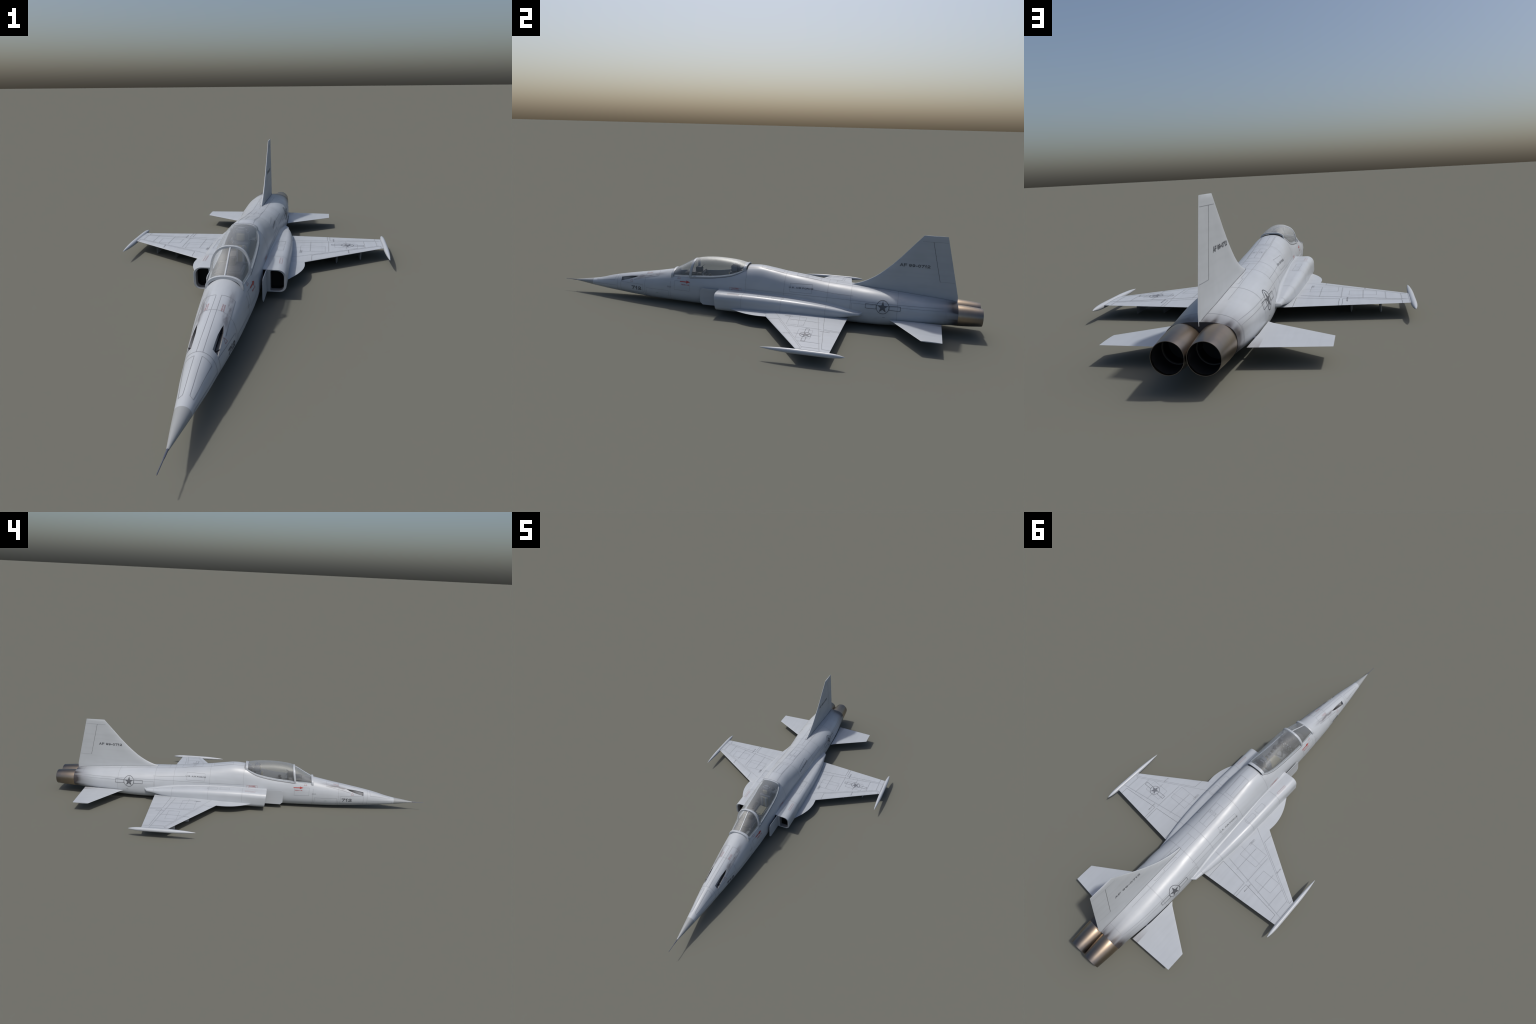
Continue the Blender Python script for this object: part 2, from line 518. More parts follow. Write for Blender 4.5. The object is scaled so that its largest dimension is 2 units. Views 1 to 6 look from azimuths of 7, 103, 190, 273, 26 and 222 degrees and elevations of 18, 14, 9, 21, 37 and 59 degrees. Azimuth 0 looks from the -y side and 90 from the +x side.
    box("gap_shade_block", (min(s * .072, s * .0845), -0.150, .030), (max(s * .072, s * .0845), -0.05, .095), "dark", d, 0)  # near-black block added to darken the gap beside the fuselage

# ------------------------------------------------------------------ flying surfaces
def foil(t):
    """half thickness (1 = greatest) along the chord fraction t, sharp at the tail"""
    return (2.0 * math.sqrt(max(t, 0)) * (1 - t) * 0.9 + 0.33 * t * (1 - t) * 4 * 0.5) / 0.83

CH_A, CH_B, CH_C = 9, 14, 9
def chord_nodes(le, b1, b2, te):
    a = [le + (b1 - le) * (i / CH_A) ** 1.8 for i in range(CH_A)]
    b = [b1 + (b2 - b1) * i / CH_B for i in range(CH_B)]
    c = [b2 + (te - b2) * i / CH_C for i in range(CH_C + 1)]
    return a + b + c

def surface_grid(rows):
    """rows: (span position fn args) -> list of (upper points, lower points); closed skin"""
    nc = len(rows[0][0])
    V, F, tag = [], [], []
    for up, lo in rows:
        V += up + lo[1:-1][::-1]
    m = nc + nc - 2
    for i in range(len(rows) - 1):
        for j in range(m):
            k = (j + 1) % m
            F.append((i * m + j, i * m + k, (i + 1) * m + k, (i + 1) * m + j))
            col = j if j < nc - 1 else m - 1 - j
            tag.append((i, col))
    F.append(tuple(range(m))); tag.append((-1, -1))
    F.append(tuple(range((len(rows) - 1) * m, len(rows) * m))); tag.append((-2, -1))
    return V, F, tag

def split_object(base, V, F, tag, groups, mat, parent, smooth=50):
    """Split one skin into named parts that share border vertices and normals."""
    me = bpy.data.meshes.new("skin")
    me.from_pydata([tuple(v) for v in V], [], F)
    shade(me, smooth)
    cn = [Vector(c.vector) for c in me.corner_normals]
    rest = set(range(len(F)))
    obs = {}
    for name, test in groups:
        ids = [i for i in sorted(rest) if test(tag[i])]
        rest -= set(ids)
        obs[name] = ids
    obs[base] = sorted(rest)
    made = {}
    order = [base] + [g[0] for g in groups]
    for name in order:
        ids = obs[name]
        used = sorted({v for i in ids for v in F[i]})
        remap = {v: k for k, v in enumerate(used)}
        m2 = bpy.data.meshes.new(name)
        m2.from_pydata([tuple(V[v]) for v in used], [], [tuple(remap[v] for v in (me.polygons[i].vertices)) for i in ids])
        m2.materials.append(M[mat])
        for p in m2.polygons:
            p.use_smooth = True
        m2.normals_split_custom_set([cn[k] for i in ids for k in me.polygons[i].loop_indices])
        ob = bpy.data.objects.new(name, m2)
        SC.objects.link(ob)
        ob.parent = parent if name == base else made[base]
        made[name] = ob
    bpy.data.meshes.remove(me)
    return made

def wing_le(x): return 0.1055 + (x - 0.1965) * (0.2942 - 0.1055) / (0.4944 - 0.1965)
def wing_te(x): return 0.4483 + (x - 0.1177) * (0.4171 - 0.4483) / (0.4940 - 0.1177)
def wing_h1(x): return min(0.1693 + (x - 0.2225) * 0.5357, 0.9 * wing_te(x))
def wing_h2(x): return 0.3534 + (x - 0.1410) * 0.0984
def wing_z(x): return 0.0402 + 0.0085 * x

wings = []
for s in (1, -1):
    xs = [0.070, 0.105, 0.141, 0.175, 0.2225, 0.25, 0.2800, 0.2908, 0.33, 0.375, 0.42, 0.4715, 0.4870, 0.4965]
    rows = []
    for x in xs:
        le, te = wing_le(x), wing_te(x)
        thick = 0.0072 * (te - le) / 0.336 + 0.0006
        nodes = chord_nodes(le, wing_h1(x), wing_h2(x), te)
        up, lo = [], []
        for y in nodes:
            t = (y - le) / (te - le)
            h = thick * foil(t) + 0.0003
            up.append((s * x, y, wing_z(x) + h)); lo.append((s * x, y, wing_z(x) - h * 0.85))
        rows.append((up, lo))
    V, F, tag = surface_grid(rows)
    ia, ib, ic, id_, ie, ig = xs.index(0.141), xs.index(0.28), xs.index(0.2908), xs.index(0.4715), xs.index(0.2225), xs.index(0.487)
    groups = [("flap", lambda t: ia <= t[0] < ib and t[1] >= CH_A + CH_B),
              ("aileron", lambda t: ic <= t[0] < id_ and t[1] >= CH_A + CH_B),
              ("leading_edge_flap", lambda t: ie <= t[0] < ig and t[1] < CH_A)]
    parts = split_object("wing", V, F, tag, groups, "paint_plain", ROOT)
    wings.append(parts)
    # leading edge root extension: a thin blade with a curved edge
    edge = [(0.128, -0.090), (0.150, -0.0705), (0.1600, -0.0535), (0.1709, -0.0345), (0.1838, -0.0062), (0.1925, 0.0200), (0.1970, 0.0420), (0.1995, 0.0700), (0.1975, 0.1055), (0.185, 0.150)]
    ex = np.array([e[0] for e in edge]); ey = np.array([e[1] for e in edge])
    tt = np.linspace(0, len(edge) - 1, 34)
    px, py = pchip(np.arange(len(edge)), ex, tt), pchip(np.arange(len(edge)), ey, tt)
    rows = []
    for f in (0.0, 0.06, 0.2, 0.5, 1.0):
        up, lo = [], []
        for a, b in zip(px, py):
            x = a + (0.09 - a) * f
            y = b + (0.12 - b) * f * 0.5
            h = 0.0005 + 0.0042 * min(1, f / 0.5) ** 0.8
            up.append((s * x, y, wing_z(a) + h)); lo.append((s * x, y, wing_z(a) - h))
        rows.append((up, lo))
    V, F, tag = surface_grid(rows)
    make_object("root_extension", V, F, "paint_plain", parts["wing"], smooth=50)
    # wing tip missile-rail pod
    y0, y1, R = 0.159, 0.4755, 0.0094
    tt = np.concatenate([np.linspace(0, 0.4, 16), np.linspace(0.5, 0.75, 4), np.linspace(0.8, 1.0, 12)])
    rr = pchip([0, .03, .116, .20, .30, .42, .70, .80, .88, .94, .98, 1.0], [.04, .20, .53, .74, .91, 1.0, 1.0, .97, .85, .60, .30, .08], tt)
    prof = [(y0 + t * (y1 - y0), max(r, .02) * R) for t, r in zip(tt, rr)]
    revolve_y("tip_pod", prof, (0.5052 * s, 0.0415), "paint_plain", parts["wing"], 28)
    # underwing pylons
    for x, yf, yr in ((0.3155, 0.2262, 0.3570), (0.4082, 0.2769, 0.3625)):
        n, V = 15, []
        loop = []
        for i in range(n):
            t = i / (n - 1)
            w = 0.0042 * (min(1, t / 0.16) ** 0.6) * (min(1, (1 - t) / 0.22) ** 0.7 if t < 1 else 0)
            loop.append((w, yf + t * (yr - yf)))
        ring = loop + [(-w, y) for w, y in reversed(loop[1:-1])]
        for z, k in ((0.0000, 0.75), (0.0022, 1.0), (0.0400, 1.0)):
            for w, y in ring:
                V.append((s * x + w * k, y, z))
        m = len(ring)
        F = grid_faces(3, m) + [tuple(range(m)), tuple(range(2 * m, 3 * m))]
        make_object("pylon", V, F, "paint_plain", parts["wing"], smooth=45)

# tailplanes (all-moving slabs)
for s in (1, -1):
    rows = []
    for u, le, te, x_of, th in ((0, (0.1006, 0.6243), (0.0885, 0.8368), 1, .0034), (1, (0.1150, 0.6378), (0.1150, 0.8353), 0, .0034), (2, (0.2897, 0.7460), (0.2897, 0.8252), 0, .0016)):
        up, lo = [], []
        for j in range(29):
            t = (j / 28)
            t = t ** 1.5 * (1 - t) + t * t
            y = le[1] + (te[1] - le[1]) * t
            x = le[0] + (te[0] - le[0]) * t
            if x_of:
                x = float(np.interp(y, [0.624, 0.655, 0.74, 0.8368], [0.1006, 0.1012, 0.0985, 0.0885]))
            h = th * foil(t) + 0.0003
            up.append((s * x, y, 0.0490 + h)); lo.append((s * x, y, 0.0490 - h))
        rows.append((up, lo))
    V, F, tag = surface_grid(rows)
    tp = make_object("tailplane", V, F, "paint_tail", smooth=40)
    V = []
    for x in (0.080, 0.104):
        for a in np.linspace(0, 2 * np.pi, 16, endpoint=False):
            V.append((s * x, 0.762 + 0.006 * math.cos(a), 0.049 + 0.003 * math.sin(a)))
    make_object("pivot_shaft", V, grid_faces(2, 16) + [tuple(range(16)), tuple(range(16, 32))], "probe", tp)

# vertical fin with rudder
FIN_LE = np.array([(0.1250, .4470), (0.1600, .4475), (0.1635, .4500), (0.1690, .4625), (0.1755, .4820), (0.1815, .4975), (0.1912, .5180), (0.2035, .5390), (0.2200, .5630), (0.2415, .5885), (0.2890, .6380), (0.3380, .6800), (0.4072, .7398)])
def fin_le(z): return float(pchip(FIN_LE[:, 0], FIN_LE[:, 1], np.array([z]))[0])
def fin_te(z): return float(np.interp(z, [0.12, 0.1299, 0.1501, 0.4072], [0.9022, 0.9022, 0.9010, 0.8366]))
def fin_hinge(z): return 0.7797 - (z - 0.381) * (0.8220 - 0.7797) / (0.381 - 0.2097)
zs = [0.120, 0.140, 0.150, 0.1575, 0.1605, 0.163, 0.166, 0.170, 0.175, 0.181, 0.190, 0.2, 0.2097, 0.222, 0.24, 0.27, 0.31, 0.35, 0.381, 0.395, 0.405, 0.4072]
rows = []
for z in zs:
    le, te, hg = fin_le(z), fin_te(z), fin_hinge(z)
    nodes = chord_nodes(le, le + min(0.06, (hg - le) * 0.4), hg, te)
    T = float(np.interp(z, [0.12, 0.165, 0.25, 0.4072], [0.0066, 0.0062, 0.0052, 0.0034]))
    if z > 0.406:
        T *= 0.55
    up, lo = [], []
    for y in nodes:
        d = y - le
        nose = min(1.0, d / 0.055)
        tail = min(1.0, (te - y) / max(0.10, (te - hg) * 1.4))
        h = T * math.sqrt(max(0, 1 - (1 - nose) ** 2)) * (0.15 + 0.85 * tail) + 0.0002
        up.append((h, y, z)); lo.append((-h, y, z))
    rows.append((up, lo))
V, F, tag = surface_grid(rows)
i0, i1 = zs.index(0.2097), zs.index(0.381)
fin = split_object("tail_fin", V, F, tag, [("rudder", lambda t: i0 <= t[0] < i1 and t[1] >= CH_A + CH_B)], "paint_fin", ROOT, smooth=60)

# ------------------------------------------------------------------ exhaust nozzles
for s in (1, -1):
    c = (0.0397 * s, 0.0822)
    r0, r1 = 0.0446, 0.0375
    prof = [(0.870, 0.0446), (0.905, 0.0446), (0.925, 0.0438), (0.955, 0.0417), (0.980, 0.0394), (0.9985, 0.0377), (1.0, 0.0374), (1.0, 0.0364), (0.990, 0.0368)]
    nz = revolve_y("exhaust_nozzle", prof, c, "metal", None, 64, smooth=30, closed=False)
    inner = [(0.992, 0.03665), (0.955, 0.0372), (0.9375, 0.0372), (0.936, 0.0352), (0.931, 0.0352), (0.9295, 0.0375), (0.90, 0.0375), (0.80, 0.030), (0.80, 0.0005)]
    revolve_y("nozzle_liner", inner, c, "dark", nz, 48, smooth=30, closed=False)
    revolve_y("flame_holder_ring", [(0.9390, 0.0368), (0.9385, 0.0346), (0.9345, 0.0342), (0.9335, 0.0368)], c, "ring", nz, 48, smooth=30, closed=False)

# ------------------------------------------------------------------ canopy
CAN_Y = np.array([-0.390, -0.345, -0.300, -0.284, -0.250, -0.210, -0.168, -0.120, -0.076, -0.045, -0.030])
CAN_T = np.array([0.1615, 0.1870, 0.2135, 0.2195, 0.2275, 0.2322, 0.2336, 0.2318, 0.2268, 0.2195, 0.2155])
CAN_N = np.array([2.1, 2.25, 2.5, 2.55, 2.45, 2.4, 2.4, 2.4, 2.45, 2.5, 2.5])
def canopy_arch(y, n, grow=0.0, low=0.0):
    """outline (x, z, nx, nz) from the +x sill over the top to the -x sill"""
    a = sill_x(max(-0.39, min(-0.03, y))) + 0.0012 + grow
    zb = side_z(y, a - 0.001 - grow) + low
    T, e = float(pchip(CAN_Y, CAN_T, np.array([y]))[0]) + grow, float(np.interp(y, CAN_Y, CAN_N))
    out = []
    for t in np.linspace(0, math.pi, n):
        c, s_ = math.cos(t), math.sin(t)
        x = a * math.copysign(abs(c) ** (2 / e), c)
        z = zb + (T - zb) * abs(s_) ** (2 / e)
        out.append((x, z))
    return out

def thin_shell(name, ys, mat, parent, thick=0.0010, sink=0.0):
    n = 48
    outer = [[(x, y, z) for x, z in canopy_arch(y, n, -sink * (y - ys[0]) / (ys[-1] - ys[0]))] for y in ys]
    inner = [[(x, y, z) for x, z in canopy_arch(y, n, -thick - sink * (y - ys[0]) / (ys[-1] - ys[0]))] for y in ys]
    V = [v for r in outer for v in r] + [v for r in inner for v in r]
    o = len(ys) * n
    F = grid_faces(len(ys), n, False) + grid_faces(len(ys), n, False, o)
    for i in range(len(ys) - 1):
        for j in (0, n - 1):
            F.append((i * n + j, (i + 1) * n + j, o + (i + 1) * n + j, o + i * n + j))
    for i in (0, len(ys) - 1):
        for j in range(n - 1):
            F.append((i * n + j, i * n + j + 1, o + i * n + j + 1, o + i * n + j))
    return make_object(name, V, F, mat, parent, smooth=40)

windscreen = thin_shell("windscreen", np.linspace(-0.387, -0.293, 14), "glass", None, sink=0.0030)
canopy = thin_shell("canopy", np.linspace(-0.291, -0.034, 34), "glass", None)

def arch_band(name, y_base, y_top, width, rise, mat, parent, inset=0.0, drop=0.0035):
    """A hoop of rectangular section following the canopy outline, raked a little aft."""
    n = 61
    yc = (y_base + y_top) / 2
    pts = canopy_arch(yc, n)
    zb, zt = pts[0][1], max(p[1] for p in pts)
    V = []
    ring = []
    for i, (x, z) in enumerate(pts):
        p, q = pts[max(0, i - 1)], pts[min(n - 1, i + 1)]
        t = np.array([q[0] - p[0], q[1] - p[1]]); t /= np.linalg.norm(t)
        nv = np.array([t[1], -t[0]])
        if nv @ np.array([x, z - 0.1]) < 0:
            nv = -nv
        y = y_base + (y_top - y_base) * (z - zb) / (zt - zb)
        dz = -drop if i in (0, n - 1) else 0.0
        for dy, h in ((-width / 2, -inset), (-width / 2, rise - 0.0004), (-width / 2 + 0.0006, rise), (width / 2 - 0.0006, rise), (width / 2, rise - 0.0004), (width / 2, -inset)):
            V.append((x + nv[0] * h, y + dy, z + nv[1] * h + dz))
    F = grid_faces(n, 6) + [tuple(range(6)), tuple(range((n - 1) * 6, n * 6))]
    return make_object(name, V, F, mat, parent, smooth=35)

arch_band("windscreen_bow", -0.2975, -0.2855, 0.0105, 0.0020, "paint_plain", canopy, 0.0045)
arch_band("front_hoop", -0.3905, -0.3880, 0.0110, 0.0040, "paint_plain", windscreen, 0.0040, 0.0060)
arch_band("rear_hoop_step", -0.0375, -0.0365, 0.0080, 0.0004, "paint_plain", canopy, 0.0020, 0.0040)
arch_band("rear_hoop", -0.0302, -0.0292, 0.0060, 0.0040, "paint_plain", canopy, 0.0012, 0.0040)
arch_band("rear_hoop_shade_band", -0.0252, -0.0250, 0.0030, -0.0026, "dark", canopy, 0.0050, 0.0)  # solid near-black band added for the shaded gap behind the hoop

# centre post of the windscreen
V = []
cy = np.linspace(-0.387, -0.290, 16)
for y in cy:
    T = float(pchip(CAN_Y, CAN_T, np.array([y]))[0]) - 0.0030 * (y + 0.387) / 0.097
    for dx, dz in ((-.0022, -.0016), (-.0022, .0006), (-.0012, .0014), (.0012, .0014), (.0022, .0006), (.0022, -.0016)):
        V.append((dx, y, T + dz))
make_object("centre_post", V, grid_faces(16, 6) + [tuple(range(6)), tuple(range(90, 96))], "paint_plain", windscreen, smooth=30)

# sill rails along both glazed parts
def rail(name, y0, y1, h0, h1, out, mat, parent, s, zoff=0.0):
    V = []
    yy = np.linspace(y0, y1, 40)
    for y in yy:
        x = sill_x(y)
        z = side_z(y, x + 0.0005) + zoff
        for dx, dz in ((-.0020, h0), (out, h0), (out + .0004, (h0 + h1) / 2), (out - .0006, h1), (-.0020, h1)):
            V.append((s * (x + dx), y, z + dz))
    make_object(name, V, grid_faces(40, 5) + [tuple(range(5)), tuple(range(195, 200))], mat, parent, smooth=40)
for s in (1, -1):
    rail("canopy_rail", -0.296, -0.031, -0.0022, 0.0034, 0.0028, "paint_plain", canopy, s)
    rail("canopy_seal", -0.296, -0.031, -0.0042, -0.0018, 0.0034, "seal", canopy, s)
    rail("windscreen_rail", -0.388, -0.296, -0.0006, 0.0022, 0.0009, "paint_plain", windscreen, s)

# ------------------------------------------------------------------ cockpit fittings
seat = box("ejection_seat", (-0.028, -0.112, 0.080), (0.028, -0.082, 0.176), "seat", None, 0.003)
box("seat_pan", (-0.028, -0.190, 0.080), (0.028, -0.108, 0.106), "seat", seat, 0.003)
for s in (1, -1):
    box("seat_side", (min(s * .026, s * .031), -0.178, 0.084), (max(s * .026, s * .031), -0.098, 0.122), "seat", seat, 0.002)
    box("headrest_wing", (min(s * .0185, s * .0245), -0.106, 0.176), (max(s * .0185, s * .0245), -0.074, 0.208), "seat", seat, 0.003)
box("headrest", (-0.0215, -0.104, 0.170), (0.0215, -0.070, 0.2185), "seat", seat, 0.007, (0.82, 0.72))
box("headrest_pad", (-0.0135, -0.1085, 0.180), (0.0135, -0.102, 0.204), "cushion", seat, 0.003)
box("back_cushion", (-0.0205, -0.1205, 0.108), (0.0205, -0.1105, 0.168), "cushion", seat, 0.004)
for s in (1, -1):
    box("shoulder_strap", (s * .0105 - .0035, -0.1225, 0.112), (s * .0105 + .0035, -0.1195, 0.170), "tub", seat, 0.001)
box("seat_cushion", (-0.0215, -0.188, 0.104), (0.0215, -0.122, 0.1135), "cushion", seat, 0.004)
panel = box("instrument_panel", (-0.044, -0.262, 0.080), (0.044, -0.250, 0.160), "black", None, 0.002)
box("glare_shield", (-0.043, -0.335, 0.148), (0.043, -0.248, 0.1585), "black", panel, 0.004, (0.80, 0.9))
box("gun_sight", (-0.0115, -0.286, 0.158), (0.0115, -0.256, 0.1800), "black", panel, 0.002)
V = [(-.010, -.262, .1795), (.010, -.262, .1795), (.010, -.247, .1915), (-.010, -.247, .1915)]
V += [(x, y + .0012, z - .0010) for x, y, z in V]
make_object("sight_glass", V, [(0, 1, 2, 3), (7, 6, 5, 4), (0, 4, 5, 1), (1, 5, 6, 2), (2, 6, 7, 3), (3, 7, 4, 0)], "black", panel)
for row, z in enumerate((0.118, 0.136, 0.151)):
    for k in range(5 if row < 2 else 4):
        x = (k - (2 if row < 2 else 1.5)) * 0.0155
        revolve_y("gauge", [(-0.2500, 0.0055), (-0.2478, 0.0052), (-0.2482, 0.0043), (-0.2482, 0.0)], (x, z), "tub", panel, 16)
for s in (1, -1):
    con = box("side_console", (min(s * .030, s * .0500), -0.250, 0.080), (max(s * .030, s * .0500), -0.100, 0.116), "seat", None, 0.003)
    for k in range(6):
        y = -0.240 + k * 0.021
        box("switch_block", (s * .0400 - .006, y, 0.1155), (s * .0400 + .006, y + .013, 0.1185 + 0.002 * (k % 3)), "black", con, 0.0008)
box("throttle_lever", (0.0375, -0.216, 0.116), (0.0425, -0.208, 0.138), "black", None, 0.0015)
box("throttle_grip", (0.034, -0.220, 0.134), (0.046, -0.204, 0.143), "black", None, 0.003)
stick = revolve_y("control_stick", [(-0.222, 0.0014), (-0.222, 0.0028), (-0.214, 0.0028), (-0.214, 0.0014)], (0.0, 0.13), "black", None, 12)
me = stick.data
for v in me.vertices:
    x, y, z = v.co
    v.co = (x, -0.2165 + (z - 0.13) * 0.8, 0.083 + (y + 0.222) / 0.008 * 0.050)
box("stick_grip", (-0.0045, -0.2235, 0.130), (0.0045, -0.2105, 0.148), "black", stick, 0.003)
V = [(.012, -.2465, .138), (.021, -.2465, .138), (.0165, -.2465, .148)]
V += [(x, y - .0015, z) for x, y, z in V]
make_object("warning_placard", V, [(0, 1, 2), (5, 4, 3), (0, 3, 4, 1), (1, 4, 5, 2), (2, 5, 3, 0)], "white", panel)
box("rear_deck", (-0.043, -0.074, 0.079), (0.043, -0.0355, 0.172), "seat", None, 0.003)
box("deck_avionics", (-0.022, -0.064, 0.170), (0.022, -0.040, 0.186), "black", None, 0.003)

# ------------------------------------------------------------------ markings and panel lines
def tree_of(objs):
    V, P = [], []
    for o in objs:
        off = len(V)
        V += [v.co.copy() for v in o.data.vertices]
        P += [[off + i for i in p.vertices] for p in o.data.polygons]
    return BVHTree.FromPolygons(V, P)

BODY = tree_of([fuselage] + ducts)
FUS = tree_of([fuselage])
NOSE = tree_of([radome, fuselage])
WING = [tree_of([w[k] for k in w]) for w in wings]
FIN = tree_of(list(fin.values()))

class Projector:
    """Lays flat drawings (u, v) on a surface along an axis."""
    def __init__(self, tree, mode, side=1):
        self.tree, self.mode, self.side = tree, mode, side
    def __call__(self, u, v, lift):
        if self.mode == "side":        # u = y, v = z, seen from +x or -x
            o, d = Vector((self.side, u, v)), Vector((-self.side, 0, 0))
        elif self.mode == "top":       # u = x, v = y
            o, d = Vector((u, v, 1)), Vector((0, 0, -1))
        else:                          # "ring": u = y, v = angle from the top, about the section centre
            zc = section(min(max(u, -0.93), 0.895))[3] if self.mode == "ring" else 0.065
            xc = 0.0 if self.mode == "ring" else self.side * 0.115
            r = Vector((math.sin(v), 0, math.cos(v)))
            o, d = Vector((xc, u, zc)) + r, -r
        hit = self.tree.ray_cast(o, d)
        if hit[0] is None:
            return None
        n = hit[1] if hit[1].dot(d) < 0 else -hit[1]
        return hit[0] + n * lift

def oval(x0, y0, x1, y1, a0=0, a1=360, n=16):
    return [((x0 + x1) / 2 + (x1 - x0) / 2 * math.cos(math.radians(t)), (y0 + y1) / 2 + (y1 - y0) / 2 * math.sin(math.radians(t))) for t in np.linspace(a0, a1, n + 1)]
NINE = [oval(0, .36, 1, 1), oval(0, 0, 1, .95, 5, -140, 8)]
ESS = oval(0.02, .5, .98, 1, 20, 270, 9) + oval(0, 0, 1, .5, 90, -160, 9)[1:]
GLYPHS = {
    "A": (1.0, [[(0, 0), (.5, 1)], [(.5, 1), (1, 0)], [(.2, .30), (.8, .30)]]),
    "F": (.82, [[(0, 0), (0, 1)], [(0, 1), (1, 1)], [(0, .50), (.85, .50)]]),
    "E": (.85, [[(0, 0), (0, 1)], [(0, 1), (1, 1)], [(0, .52), (.9, .52)], [(0, 0), (1, 0)]]),
    "I": (.28, [[(.5, 0), (.5, 1)]]),
    "R": (.95, [[(0, 0), (0, 1)], [(0, 1), (.65, 1)] , oval(.30, .46, 1, 1, 90, -90, 9), [(.65, .46), (0, .46)], [(.55, .46), (1, 0)]]),
    "O": (1.05, [oval(0, 0, 1, 1)]),
    "C": (1.0, [oval(0, 0, 1.02, 1, 40, 320, 12)]),
    "U": (.95, [[(0, 1), (0, .32)] , oval(0, 0, 1, .66, 180, 360, 9), [(1, .32), (1, 1)]]),
    "S": (.90, [ESS]),
    ".": (.28, [[(.5, 0), (.5, .02)]]),
    " ": (.30, []),
    "-": (.50, [[(0, .38), (1, .38)]]),
    "0": (.82, [oval(0, 0, 1, 1)]),
    "1": (.55, [[(.62, 0), (.62, 1)], [(.62, 1), (.05, .72)]]),
    "2": (.82, [oval(0, .42, 1, 1, 170, -40, 9), [(.90, .52), (0, .03)], [(0, 0), (1, 0)]]),
    "7": (.82, [[(0, 1), (1, 1)], [(1, 1), (.35, 0)]]),
    "9": (.82, NINE),
    "N": (.95, [[(0, 0), (0, 1)], [(0, 1), (1, 0)], [(1, 0), (1, 1)]]),
    "D": (.98, [[(0, 0), (0, 1)], [(0, 1), (.5, 1)], oval(0, 0, 1, 1, 90, -90, 9), [(.5, 0), (0, 0)]]),
    "G": (1.05, [oval(0, 0, 1.02, 1, 40, 330, 12), [(.98, .25), (.98, .48)], [(.98, .48), (.55, .48)]]),
}

